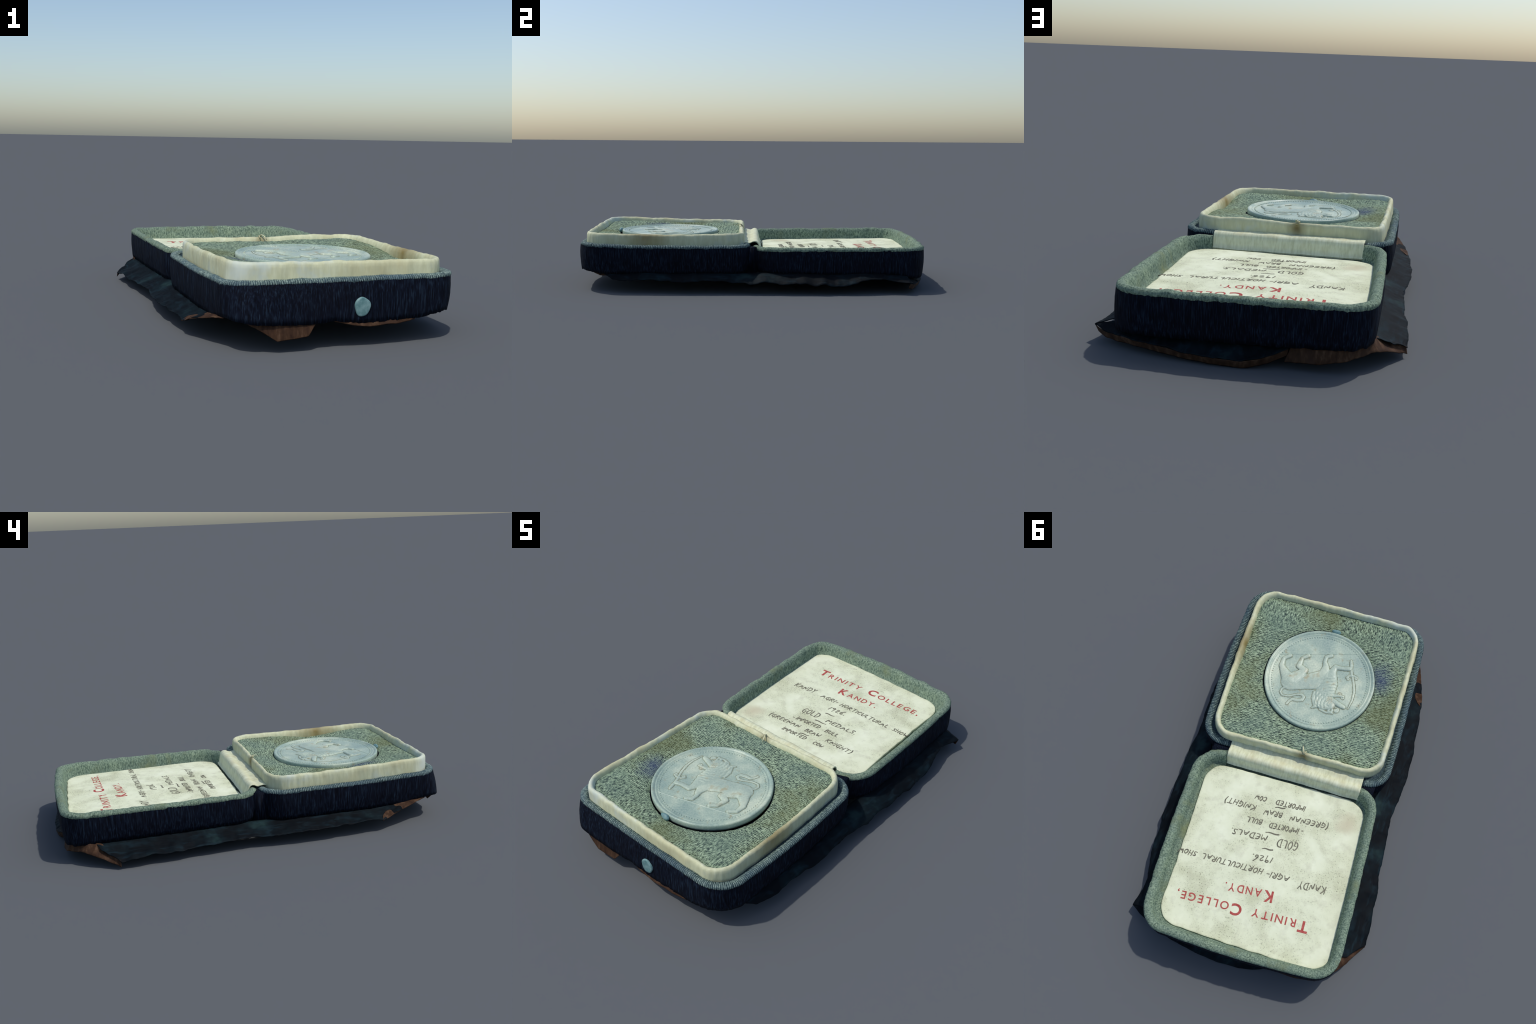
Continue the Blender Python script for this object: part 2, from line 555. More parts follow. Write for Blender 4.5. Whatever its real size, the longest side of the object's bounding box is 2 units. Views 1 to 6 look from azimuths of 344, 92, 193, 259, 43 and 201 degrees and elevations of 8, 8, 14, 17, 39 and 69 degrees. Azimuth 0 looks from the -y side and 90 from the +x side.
sprig("torn_thread", [(-0.012, -0.066, 0.300), (-0.014, -0.070, 0.318), (-0.010, -0.078, 0.323), (-0.002, -0.095, 0.318), (0.004, -0.112, 0.304)],
      0.006, M_COLLAR, tray)
sprig("torn_thread", [(-0.016, -0.064, 0.312), (-0.022, -0.076, 0.318), (-0.020, -0.092, 0.306)], 0.005, M_COLLAR, tray)

# ------------------------------------------------------------------ velvet cushion
MC = np.array([0.051, -0.495])
MR = 0.286


def cushion():
    n, m = 520, 150
    R, N, u = rounded_quad(COLLAR_C, [0.105, 0.115, 0.105, 0.105], [0.004, 0.008, -0.003, 0.002], n)
    outer = R + CN[:: len(CN) // n][:n] * 0 + N * -0.027
    away = (outer - MC) / np.linalg.norm(outer - MC, axis=1)[:, None]
    side = np.clip(away @ np.array([0.62, -0.78]), 0, 1)           # the medal sits proud on this side
    hole = MC + away * (MR + 0.002 + 0.010 * side)[:, None]
    rings = []
    for k, t in enumerate(np.linspace(0, 1, m)):
        P = outer * (1 - t) + hole * t
        edge = np.linalg.norm(outer - P, axis=1)
        gap = np.linalg.norm(P - hole, axis=1)
        z = 0.281 + 0.015 * np.clip(gap / 0.14, 0, 1) - 0.006 * np.exp(-edge / 0.015)
        z = z - 0.026 * np.exp(-((P[:, 0] - 0.50) ** 2 + (P[:, 1] + 0.52) ** 2) / 0.03) + 0.010 * np.clip((-P[:, 0] - 0.10) / 0.25, 0, 1) * np.clip((-P[:, 1] - 0.35) / 0.4, 0, 1) \
            + 0.004 * np.clip((P[:, 1] + 0.25) / 0.2, 0, 1)
        z = z - 0.006 * np.exp(-gap / 0.012) - 0.005 * side * np.exp(-gap / 0.05)
        Q = np.c_[P, z]
        s = Q * [1, 0.45, 1]
        Q[:, 2] += fbm(s, 75, 2, 1.0) * 0.0022 + fbm(Q, 9, 2, 2.0) * 0.0025
        rings.append(Q)
    low = rings[-1].copy(); low[:, 2] = 0.245
    rings.append(low)
    V, F = loft(rings)
    pad = make("cushion", V, F, M_CUSH, tray)
    # added dark roll round the medal, paints the shade of the gap
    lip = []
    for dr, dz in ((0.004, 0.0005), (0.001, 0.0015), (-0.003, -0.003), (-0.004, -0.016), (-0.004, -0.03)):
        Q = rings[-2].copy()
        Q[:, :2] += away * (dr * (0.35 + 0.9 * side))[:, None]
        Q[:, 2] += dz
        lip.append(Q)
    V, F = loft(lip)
    make("gap_shade", V, F, M_WALL, tray)
    return pad


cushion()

# push button of the catch, on the front wall
def push_button():
    rad, seg = 0.034, 40
    prof = [(1.0, 0.010), (1.0, -0.004), (0.95, -0.006), (0.85, -0.0068), (0.5, -0.0072), (0.02, -0.0074)]
    a = np.linspace(0, 2 * np.pi, seg, endpoint=False)
    wob = 1 + 0.04 * np.sin(3 * a + 1) + 0.025 * np.sin(5 * a)
    rings = [np.c_[np.cos(a) * rad * r * wob * 0.95, np.full(seg, y), np.sin(a) * rad * r * wob * 1.08] for r, y in prof]
    V, F = loft(rings)
    F += cap(len(V) - seg, seg)
    return make("push_button", V, F, M_PATINA, tray, loc=(0.131, -0.966, 0.155), rotz=math.radians(2.7))


push_button()

# ------------------------------------------------------------------ hinge strip
def hinge():
    nu = 160
    # cross-section from under the collar, over the lid edge, down to the card (offset along y from the lid edge, z)
    prof = [(-0.060, 0.236), (-0.048, 0.250), (-0.030, 0.253), (-0.012, 0.250), (0.000, 0.247), (0.010, 0.250), (0.020, 0.256),
            (0.032, 0.258), (0.043, 0.255), (0.051, 0.246), (0.056, 0.230), (0.060, 0.210), (0.064, 0.192), (0.072, 0.186)]
    rows = []
    for i in range(nu):
        t = i / (nu - 1)
        x = -0.335 + 0.690 * t
        y0 = -0.032 + 0.028 * t
        zt = 0.003 * (1 - t)
        rows.append([(x - 0.05 * dy, y0 + dy * (0.9 + 0.12 * t), z + zt) for dy, z in prof])
    G = np.array(rows)
    top = G.reshape(-1, 3).copy()
    top[:, 2] += 0.004 + fbm(top, 10, 2, 8.0) * 0.0025
    top[:, 1] += fbm(top * [1, 0.2, 0.2], 12, 2, 4.0) * 0.003
    bot = top.copy(); bot[:, 2] -= 0.006; bot[:, 1] -= 0.003
    k = len(prof)
    F = []
    for i in range(nu - 1):
        for j in range(k - 1):
            a, b, c, d = i * k + j, (i + 1) * k + j, (i + 1) * k + j + 1, i * k + j + 1
            F.append((a, b, c, d))
            o = nu * k
            F.append((o + d, o + c, o + b, o + a))
    o = nu * k
    for i in (0, nu - 1):
        for j in range(k - 1):
            a, b = i * k + j, i * k + j + 1
            F.append((a, b, o + b, o + a) if i == 0 else (b, a, o + a, o + b))
    V = np.vstack([top, bot])
    ob = make("hinge_strip", V, F, M_STRIP, case)
    return ob


hinge()


def spine():
    """Dark cloth joint behind the strip, filling the gap between the two halves."""
    xs = np.linspace(-0.402, 0.440, 120)
    t = (xs + 0.425) / 0.893
    y0 = -0.040 + 0.042 * t
    prof = [(-0.030, 0.238), (0.0, 0.234), (0.040, 0.238), (0.045, 0.100), (0.0, 0.084), (-0.035, 0.100), (-0.030, 0.238)]
    rings = []
    for dy, z in prof:
        P = np.c_[xs, y0 + dy, np.full(len(xs), z)]
        P[:, 2] += fbm(P, 20, 2, 3.0) * 0.003
        rings.append(P)
    V, F = loft(rings, closed=False)
    n = len(xs)
    F += [tuple(k * n for k in range(6)), tuple(k * n + n - 1 for k in range(5, -1, -1))]
    return make("spine_cloth", V, F, M_WALL, case)


spine()

# ------------------------------------------------------------------ card in the lid, with its lettering
CARD_C = [(-0.402, 0.030), (0.436, 0.088), (0.380, 0.928), (-0.470, 0.895)]


def card_z(x, y):
    return 0.187 - 0.005 * x + 0.008 * math.exp(-((x + 0.02) ** 2 + (y - 0.58) ** 2) / 0.06) + 0.004 * math.sin(3.0 * x) * math.cos(2.4 * y) + 0.0015 * mnoise.noise(Vector((x * 9, y * 9, 2)))


def card():
    n = 500
    R, N, u = rounded_quad(CARD_C, [0.12, 0.10, 0.10, 0.10], [0.0, -0.004, 0.004, 0.0], n)
    wob = np.array([mnoise.noise(Vector((s * 18, 5, 1))) for s in u]) * 0.004
    R = R + N * wob[:, None]
    rings = []
    for P in [R + N * -0.001] + fill_inside(R, N, -0.004, 60):
        rings.append(np.c_[P, [card_z(x, y) for x, y in P]])
    edge = rings[0].copy(); edge[:, 2] -= 0.012
    rings = [edge] + rings
    rings[1][:, 2] -= 0.0015
    V, F = loft(rings)
    F += cap(len(V) - n, n)
    return make("inscription_card", V, F, M_CARD, case)


card_ob = card()


def text_mesh(ch, bold=0.0):
    cu = bpy.data.curves.new("glyph", "FONT")
    cu.body = ch
    cu.size = 1.0
    cu.offset = bold
    cu.extrude = 0.02
    cu.resolution_u = 4
    tmp = bpy.data.objects.new("glyph", cu)
    bpy.context.scene.collection.objects.link(tmp)
    dg = bpy.context.evaluated_depsgraph_get()
    me = bpy.data.meshes.new_from_object(tmp.evaluated_get(dg))
    bpy.data.objects.remove(tmp)
    return me


def printed(words, start, end, big, small, mtl):
    """Letterspaced small capitals along a baseline; first letter of each word is larger."""
    items, pen = [], 0.0
    for wi, w in enumerate(words):
        if wi:
            pen += 0.036
        for i, ch in enumerate(w):
            h = big if i == 0 else small
            me = text_mesh(ch, 0.028 if i == 0 else 0.012)
            co = np.array([v.co[:] for v in me.vertices])
            s = h / 0.73
            x0, x1 = co[:, 0].min() * s, co[:, 0].max() * s
            items.append((me, co, s, pen - x0))
            pen += (x1 - x0) + 0.013
    pen -= 0.013
    a, b = np.array(start), np.array(end)
    L = np.linalg.norm(b - a)
    ex = (b - a) / L
    ey = np.array([-ex[1], ex[0]])
    sx = L / pen
    for me, co, s, px in items:
        ctr = co[:, :2].mean(0)
        P = np.array([a + ex * (px + c[0] * s) * sx + ey * c[1] * s for c in co])
        mid = P.mean(0)
        z0 = card_z(*mid)
        for v, p, c in zip(me.vertices, P, co):
            v.co = (p[0] - mid[0], p[1] - mid[1], (0.0007 if c[2] > 0 else -0.004) + card_z(*p) - z0)
        me.materials.clear(); me.materials.append(mtl)
        ob = bpy.data.objects.new("letter", me)
        bpy.context.scene.collection.objects.link(ob)
        ob.parent = card_ob
        ob.location = (mid[0], mid[1], z0)


printed(["TRINITY", "COLLEGE,"], (-0.316, 0.692), (0.332, 0.757), 0.056, 0.040, M_RED)
printed(["KANDY."], (-0.108, 0.612), (0.128, 0.645), 0.056, 0.040, M_RED)

# pen strokes of the handwritten capitals: polylines in a box one unit high
GLYPH = {
    "A": [[(0, 0), (.32, 1), (.68, 0)], [(.12, .38), (.56, .42)]],
    "B": [[(.02, 0), (.04, 1), (.42, .92), (.44, .62), (.06, .52), (.52, .42), (.52, .1), (0, 0)]],
    "C": [[(.58, .86), (.32, 1), (.05, .62), (.1, .16), (.38, 0), (.62, .14)]],
    "D": [[(.04, 0), (.06, 1)], [(-.06, 1), (.42, .96), (.64, .55), (.42, .06), (-.04, 0)]],
    "E": [[(.5, 1), (.04, 1), (0, 0), (.5, .02)], [(.02, .52), (.4, .54)]],
    "G": [[(.6, .86), (.34, 1), (.05, .62), (.1, .16), (.38, 0), (.56, .2), (.58, .46), (.34, .46)], [(.58, .46), (.5, -.2)]],
    "H": [[(0, 0), (.06, 1)], [(.5, 0), (.56, 1)], [(.03, .5), (.53, .52)]],
    "I": [[(.04, 0), (.1, 1)]],
    "K": [[(0, 0), (.05, 1)], [(.55, 1), (.04, .48), (.58, 0)]],
    "L": [[(.06, 1), (0, .02), (.48, .04)]],
    "M": [[(0, 0), (.1, 1), (.38, .3), (.68, 1), (.76, 0)]],
    "N": [[(0, 0), (.08, 1), (.5, .04), (.58, 1)]],
    "O": [[(.34, 1), (.04, .66), (.08, .16), (.36, 0), (.62, .34), (.58, .82), (.34, 1)]],
    "P": [[(0, 0), (.05, 1), (.46, .94), (.5, .62), (.04, .48)]],
    "R": [[(0, 0), (.05, 1), (.46, .94), (.48, .62), (.04, .5), (.56, 0)]],
    "S": [[(.5, .88), (.26, 1), (.06, .76), (.46, .34), (.34, .02), (0, .1)]],
    "T": [[(-.04, .98), (.6, 1.02)], [(.3, 1), (.26, 0)]],
    "U": [[(.04, 1), (.04, .2), (.26, 0), (.48, .2), (.54, 1)]],
    "W": [[(.02, 1), (.14, .02), (.38, .66), (.56, .02), (.78, 1)]],
    "Y": [[(0, 1), (.26, .5), (.56, 1)], [(.26, .5), (.2, -.04)]],
    "1": [[(.05, 0), (.14, 1)]],
    "9": [[(.48, .8), (.24, 1), (.06, .74), (.28, .54), (.48, .8), (.4, -.18)]],
    "2": [[(.04, .78), (.24, 1), (.46, .76), (.02, .02), (.52, .02)]],
    "6": [[(.5, 1.2), (.12, .5), (.14, .06), (.42, .04), (.46, .42), (.14, .42)]],
    "(": [[(.26, 1.25), (.02, .6), (.2, -.2)]],
    ")": [[(.02, 1.25), (.24, .6), (.04, -.2)]],
    ".": [[(.04, .02), (.09, .06)]],
    "-": [[(.04, .45), (.36, .48)]],
}


def ribbon(pts, width):
    """Flat pen stroke with a little depth along smoothed points (2D)."""
    p = np.array(pts, float)
    if len(p) > 2:
        for _ in range(2):                                  # corner cutting
            q = [p[0]]
            for a, b in zip(p[:-1], p[1:]):
                q += [a * 0.75 + b * 0.25, a * 0.25 + b * 0.75]
            q.append(p[-1])
            p = np.array(q)
    t = np.gradient(p, axis=0)
    t /= np.linalg.norm(t, axis=1)[:, None] + 1e-9
    nrm = np.c_[-t[:, 1], t[:, 0]]
    w = width * (0.5 + 0.12 * np.sin(np.linspace(0, 5, len(p))))[:, None]
    p[0] -= t[0] * width * 0.4
    p[-1] += t[-1] * width * 0.4
    return p + nrm * w, p - nrm * w


def handwritten(word, start, end, h, width=0.0058, raw=None):
    a, b = np.array(start), np.array(end)
    L = np.linalg.norm(b - a)
    ex = (b - a) / L
    ey = np.array([-ex[1], ex[0]])
    strokes, pen = [], 0.0
    if raw:
        strokes = raw
        pen = 1.0
    else:
        for ch in word:
            g = GLYPH[ch]
            xs = [p[0] for s in g for p in s]
            j = random.uniform(-0.05, 0.05)
            sc = random.uniform(0.92, 1.08)
            for s in g:
                strokes.append([(pen + (x - min(xs)) + 0.12 * y, y * sc + j) for x, y in s])
            pen += max(xs) - min(xs) + 0.24
        pen -= 0.24
    V, F = [], []
    mid = (a + b) / 2
    z0 = card_z(*mid)
    for s in strokes:
        l, r = ribbon([a + ex * (x / pen * L) + ey * (y * h) for x, y in s], width)
        k, m = len(V), len(l)
        for q, dz in ((l, 0.0007), (r, 0.0007), (r, -0.003), (l, -0.003)):
            V += [(x - mid[0], y - mid[1], card_z(x, y) + dz - z0) for x, y in q]
        for i in range(m - 1):
            for e in range(4):
                o, o2 = k + e * m, k + ((e + 1) % 4) * m
                F.append((o + i, o2 + i, o2 + i + 1, o + i + 1))
        F.append((k, k + 3 * m, k + 2 * m, k + m))
        F.append((k + m - 1, k + 2 * m - 1, k + 3 * m - 1, k + 4 * m - 1))
    return make("handwritten_word" if not raw else "pen_dash", V, F, M_BLACK, card_ob, smooth=False, loc=(mid[0], mid[1], z0))


for w, a, b, h in [
    ("KANDY", (-0.335, 0.500), (-0.205, 0.519), 0.034), ("AGRI-", (-0.153, 0.516), (-0.045, 0.526), 0.026),
    ("HORTICULTURAL", (-0.021, 0.526), (0.283, 0.548), 0.026), ("SHOW", (0.314, 0.553), (0.404, 0.560), 0.024),
    ("1926.", (-0.044, 0.455), (0.053, 0.468), 0.028), ("GOLD", (-0.137, 0.340), (-0.036, 0.355), 0.042),
    ("MEDALS.", (0.019, 0.359), (0.198, 0.379), 0.027), (".", (-0.136, 0.272), (-0.130, 0.273), 0.03),
    ("IMPORTED", (-0.114, 0.271), (0.031, 0.288), 0.027), ("BULL", (0.071, 0.290), (0.146, 0.298), 0.025),
    ("(GREENAN", (-0.245, 0.196), (-0.054, 0.220), 0.027), ("BRAW", (-0.009, 0.220), (0.080, 0.234), 0.026),
    ("KNIGHT)", (0.127, 0.229), (0.285, 0.238), 0.027), ("IMPORTED", (-0.106, 0.150), (0.041, 0.166), 0.025),
    ("COW", (0.092, 0.171), (0.148, 0.176), 0.022)]:
    handwritten(w, a, b, h, width=0.0050)
for a, b in [((-0.029, 0.418), (0.020, 0.427)), ((-0.031, 0.334), (0.034, 0.343)), ((-0.011, 0.194), (0.035, 0.206))]:
    handwritten("", a, b, 0.03, 0.006, raw=[[(0, 0), (0.3, 0.1), (0.7, -0.1), (1, 0.02)]])

# ------------------------------------------------------------------ scan fringe under the case, left over from the surface it lay on
# outer edge of the fringe, x, y, z, with the matching line along the walls
EDGE_RIGHT = [(0.545, -0.790, 0.098), (0.580, -0.738, 0.074), (0.588, -0.680, 0.066), (0.600, -0.610, 0.072), (0.590, -0.530, 0.078), (0.600, -0.390, 0.066),
              (0.602, -0.310, 0.072), (0.586, -0.180, 0.074), (0.587, -0.120, 0.071), (0.592, 0.010, 0.060), (0.586, 0.110, 0.068),
              (0.590, 0.220, 0.056), (0.582, 0.310, 0.064), (0.588, 0.370, 0.050), (0.582, 0.420, 0.060), (0.574, 0.470, 0.048),
              (0.570, 0.545, 0.050), (0.556, 0.610, 0.074), (0.518, 0.740, 0.082), (0.536, 0.885, 0.062)]
EDGE_BACK = [(0.536, 0.885, 0.062), (0.490, 0.912, 0.052), (0.432, 0.934, 0.050), (0.370, 0.958, 0.052), (0.300, 0.976, 0.052), (0.230, 0.985, 0.046), (0.155, 0.993, 0.040),
             (0.050, 0.997, 0.034), (-0.060, 0.990, 0.030), (-0.130, 0.972, 0.044), (-0.180, 0.950, 0.062), (-0.215, 0.938, 0.078)]
EDGE_LEFT = [(-0.535, 0.765, 0.088), (-0.606, 0.674, 0.036), (-0.604, 0.620, 0.048), (-0.590, 0.500, 0.052), (-0.574, 0.384, 0.050), (-0.560, 0.290, 0.054),
             (-0.536, 0.110, 0.060), (-0.527, 0.020, 0.060), (-0.537, -0.090, 0.056), (-0.541, -0.220, 0.066), (-0.526, -0.390, 0.068),
             (-0.513, -0.490, 0.064), (-0.506, -0.550, 0.072), (-0.492, -0.640, 0.062), (-0.452, -0.756, 0.094)]

WALLS = []
for c, s in ((TRAY_C, tray_shape), (LID_C, lid_shape)):
    WALLS.append(rounded_quad(c, *s, 600)[0])
WALLS = np.vstack(WALLS)


def smooth_line(pts, n):
    p = np.array(pts, float)
    s = np.r_[0, np.cumsum(np.linalg.norm(np.diff(p, axis=0), axis=1))]
    u = np.linspace(0, s[-1], n)
    q = np.c_[[np.interp(u, s, p[:, k]) for k in range(3)]].T
    for _ in range(2):
        q[1:-1] = (q[:-2] + 2 * q[1:-1] + q[2:]) / 4
    return q, u


def skirt(name, inner, outer, mtl, n=260, m=14, sag=0.003, jag=0.006, lip=0.0, wave=0.006, seed=1.0, thick=0.003):
    A, _ = smooth_line(inner, n)
    B, u = smooth_line(outer, n)
    B[:, 2] += np.array([mnoise.noise(Vector((x * 17, seed, 1))) for x in u]) * jag * 0.6
    d = B - A
    d[:, 2] = 0
    L = np.linalg.norm(d, axis=1)[:, None] + 1e-6
    B += d / L * (np.array([mnoise.fractal(Vector((x * 9, seed, 7)), 0.7, 2.2, 4) for x in u]) * jag)[:, None]
    rows = []
    for t in np.linspace(0, 1, m):
        P = A * (1 - t) + B * t
        P[:, 2] -= sag * math.sin(math.pi * t) * np.clip(np.sin(np.linspace(0, np.pi, n)) * 2.5, 0, 1)
        P[:, 2] += fbm(P, 16, 3, seed) * wave * t
        rows.append(P)
    if lip:
        E2 = rows[-1].copy()
        E2[:, 2] -= lip * 0.5
        E3 = rows[-1] - np.c_[d[:, :2] / L, np.zeros(n)] * 0.012
        E3[:, 2] = np.maximum(rows[-1][:, 2] - lip, 0.002)
    top = np.vstack(rows)
    top[:, 2] = np.maximum(top[:, 2], thick)
    bot = top.copy(); bot[:, 2] -= thick
    k = n
    F = []
    N1 = len(top)
    for j in range(m - 1):
        for i in range(n - 1):
            a, b, c, e = j * k + i, j * k + i + 1, (j + 1) * k + i + 1, (j + 1) * k + i
            F.append((a, b, c, e)); F.append((N1 + e, N1 + c, N1 + b, N1 + a))
    for i in range(n - 1):
        a, b = (m - 1) * k + i, (m - 1) * k + i + 1
        F.append((a, b, N1 + b, N1 + a))
        F.append((i + 1, i, N1 + i, N1 + i + 1))
    for i in (0, n - 1):
        for j in range(m - 1):
            a, b = j * k + i, (j + 1) * k + i
            F.append((a, b, N1 + b, N1 + a) if i == 0 else (b, a, N1 + a, N1 + b))
    ob = make(name, np.vstack([top, bot]), F, mtl, case)
    return ob, rows[-1]


skirt("scan_fringe", [(0.530, -0.80, 0.110), (0.535, -0.5, 0.104), (0.512, -0.15, 0.102), (0.470, 0.0, 0.100), (0.468, 0.10, 0.102), (0.475, 0.25, 0.104), (0.457, 0.55, 0.104), (0.430, 0.87, 0.100)],
      EDGE_RIGHT, M_SKIRT, seed=2.0, sag=-0.012)
skirt("scan_fringe", [(-0.480, 0.79, 0.106), (-0.475, 0.72, 0.104), (-0.448, 0.40, 0.104), (-0.425, 0.10, 0.102), (-0.415, -0.02, 0.100), (-0.428, -0.20, 0.102), (-0.405, -0.60, 0.104), (-0.390, -0.76, 0.112)],
      EDGE_LEFT, M_SKIRT, seed=5.0)
skirt("scan_fringe", [(0.430, 0.87, 0.088), (0.36, 0.92, 0.076), (0.10, 0.94, 0.070), (-0.10, 0.93, 0.072), (-0.215, 0.92, 0.080)],
      EDGE_BACK, M_SKIRT, seed=8.0, jag=0.003)

# brown scan leftovers below the dark fringe and at the corners
def under_edge(edge, drop, inward):
    e = np.array(edge, float)
    o = e.copy()
    c = np.array([0.0, 0.2])
    v = c - e[:, :2]
    v /= np.linalg.norm(v, axis=1)[:, None]
    o[:, :2] += v * inward
    o[:, 2] = np.maximum(e[:, 2] - drop, 0.001)
    return o


def brown_piece(inner, outer, seed, **kw):
    return skirt("brown_scan_fringe", inner, outer, M_BROWN, n=kw.pop("n", 90), m=8, sag=kw.pop("sag", 0.0), jag=kw.pop("jag", 0.004), wave=0.003, seed=seed, **kw)


be = np.array(EDGE_BACK, float)
low = under_edge(EDGE_BACK, 0.028, 0.012)
low[8][2] = 0.0
up = be.copy(); up[:, 2] -= 0.003
up[:, :2] -= np.array([0, 0.002])
brown_piece(up, low, 11.0, n=200, jag=0.002)
# back left corner, under the lid
brown_piece([(-0.225, 0.925, 0.084), (-0.35, 0.930, 0.088), (-0.46, 0.900, 0.100), (-0.500, 0.820, 0.106), (-0.498, 0.760, 0.100), (-0.530, 0.720, 0.070), (-0.602, 0.676, 0.042)],
            [(-0.205, 0.940, 0.030), (-0.33, 0.940, 0.034), (-0.43, 0.922, 0.056), (-0.51, 0.845, 0.070), (-0.545, 0.790, 0.055), (-0.575, 0.730, 0.036), (-0.607, 0.676, 0.016)], 12.0, n=160)
# left side near the front corner
brown_piece([(-0.370, -0.900, 0.128), (-0.385, -0.82, 0.124), (-0.392, -0.765, 0.116), (-0.410, -0.70, 0.100), (-0.470, -0.645, 0.076)],
            [(-0.388, -0.903, 0.122), (-0.415, -0.85, 0.112), (-0.445, -0.775, 0.094), (-0.475, -0.70, 0.078), (-0.494, -0.638, 0.058)], 13.0)
# front: long brown tongue left of the button, narrow strip under it
brown_piece([(-0.345, -0.975, 0.140), (-0.28, -0.984, 0.122), (-0.18, -0.984, 0.114), (-0.09, -0.976, 0.114), (-0.050, -0.972, 0.116)],
            [(-0.340, -0.980, 0.125), (-0.285, -0.990, 0.096), (-0.207, -0.995, 0.048), (-0.150, -0.993, 0.052), (-0.088, -0.989, 0.058), (-0.057, -0.978, 0.100)], 14.0, n=140, jag=0.002)
brown_piece([(0.02, -0.966, 0.118), (0.15, -0.958, 0.105), (0.28, -0.948, 0.105), (0.36, -0.938, 0.110)],
            [(0.02, -0.972, 0.106), (0.10, -0.970, 0.087), (0.15, -0.967, 0.081), (0.28, -0.955, 0.085), (0.36, -0.945, 0.096)], 15.0, jag=0.002)
# front right corner
brown_piece([(0.512, -0.870, 0.122), (0.530, -0.82, 0.116), (0.540, -0.76, 0.112), (0.545, -0.72, 0.108)],
            [(0.514, -0.868, 0.110), (0.535, -0.815, 0.090), (0.545, -0.775, 0.090), (0.550, -0.735, 0.072)], 16.0, n=60)

# ------------------------------------------------------------------ the medal
MZ = 0.289


def medal_disc():
    seg = 360
    a = np.linspace(0, 2 * np.pi, seg, endpoint=False)
    prof = [(0.004, 0), (0.06, 0), (0.12, 0), (0.18, 0), (0.225, 0), (0.240, 0), (0.256, 0), (0.2585, 0.0010), (0.261, 0.0026), (0.2635, 0.0010), (0.266, 0.0002),
            (0.2685, 0.0012), (0.271, 0.0030), (0.274, 0.0050), (0.278, 0.0062), (0.282, 0.0056), (0.285, 0.0030), (0.2862, -0.002),
            (0.2862, -0.016), (0.2845, -0.027), (0.26, -0.030), (0.05, -0.030)]
    rings = []
    for r, z in prof:
        wob = 1 + (0.0015 * np.sin(5 * a) + 0.001 * np.sin(13 * a + 1)) * (r > 0.27)
        P = np.c_[np.cos(a) * r * wob, np.sin(a) * r * wob, np.full(seg, z)]
        P[:, 2] += 0.0012 * np.array([mnoise.noise(Vector((x * 8, y * 8, 1))) for x, y in P[:, :2]])
        rings.append(P)
    V, F = loft(rings[::-1])
    F += cap(0, seg, True) + cap(len(V) - seg, seg)
    ob = make("medal", V, F, M_MEDAL)
    ob.location = (MC[0], MC[1], MZ)
    ob.rotation_euler[2] = math.radians(19.9)
    ob["label"] = "round tarnished silver medal with lion holding a sword"
    ob["category"] = "medal"
    return ob


medal = medal_disc()


def tube_height(X, Y, pts, h):
    """Domed ridge along a polyline of (x, y, radius)."""
    out = np.zeros_like(X)
    for (x0, y0, r0), (x1, y1, r1) in zip(pts[:-1], pts[1:]):
        dx, dy = x1 - x0, y1 - y0
        L2 = dx * dx + dy * dy + 1e-12
        t = np.clip(((X - x0) * dx + (Y - y0) * dy) / L2, 0, 1)
        d = np.hypot(X - (x0 + t * dx), Y - (y0 + t * dy))
        r = r0 + (r1 - r0) * t
        out = np.maximum(out, h * np.clip(1 - (d / r) ** 2, 0, 1) ** 0.38 * np.minimum(1, r / 0.012) ** 0.5)
    return out


def curl(cx, cy, r, r0, turn0, turn1, w, n=14):
    a = np.linspace(turn0, turn1, n)
    rr = np.linspace(r, r0, n)
    return [(cx + q * math.cos(t), cy + q * math.sin(t), w) for q, t in zip(rr, a)]


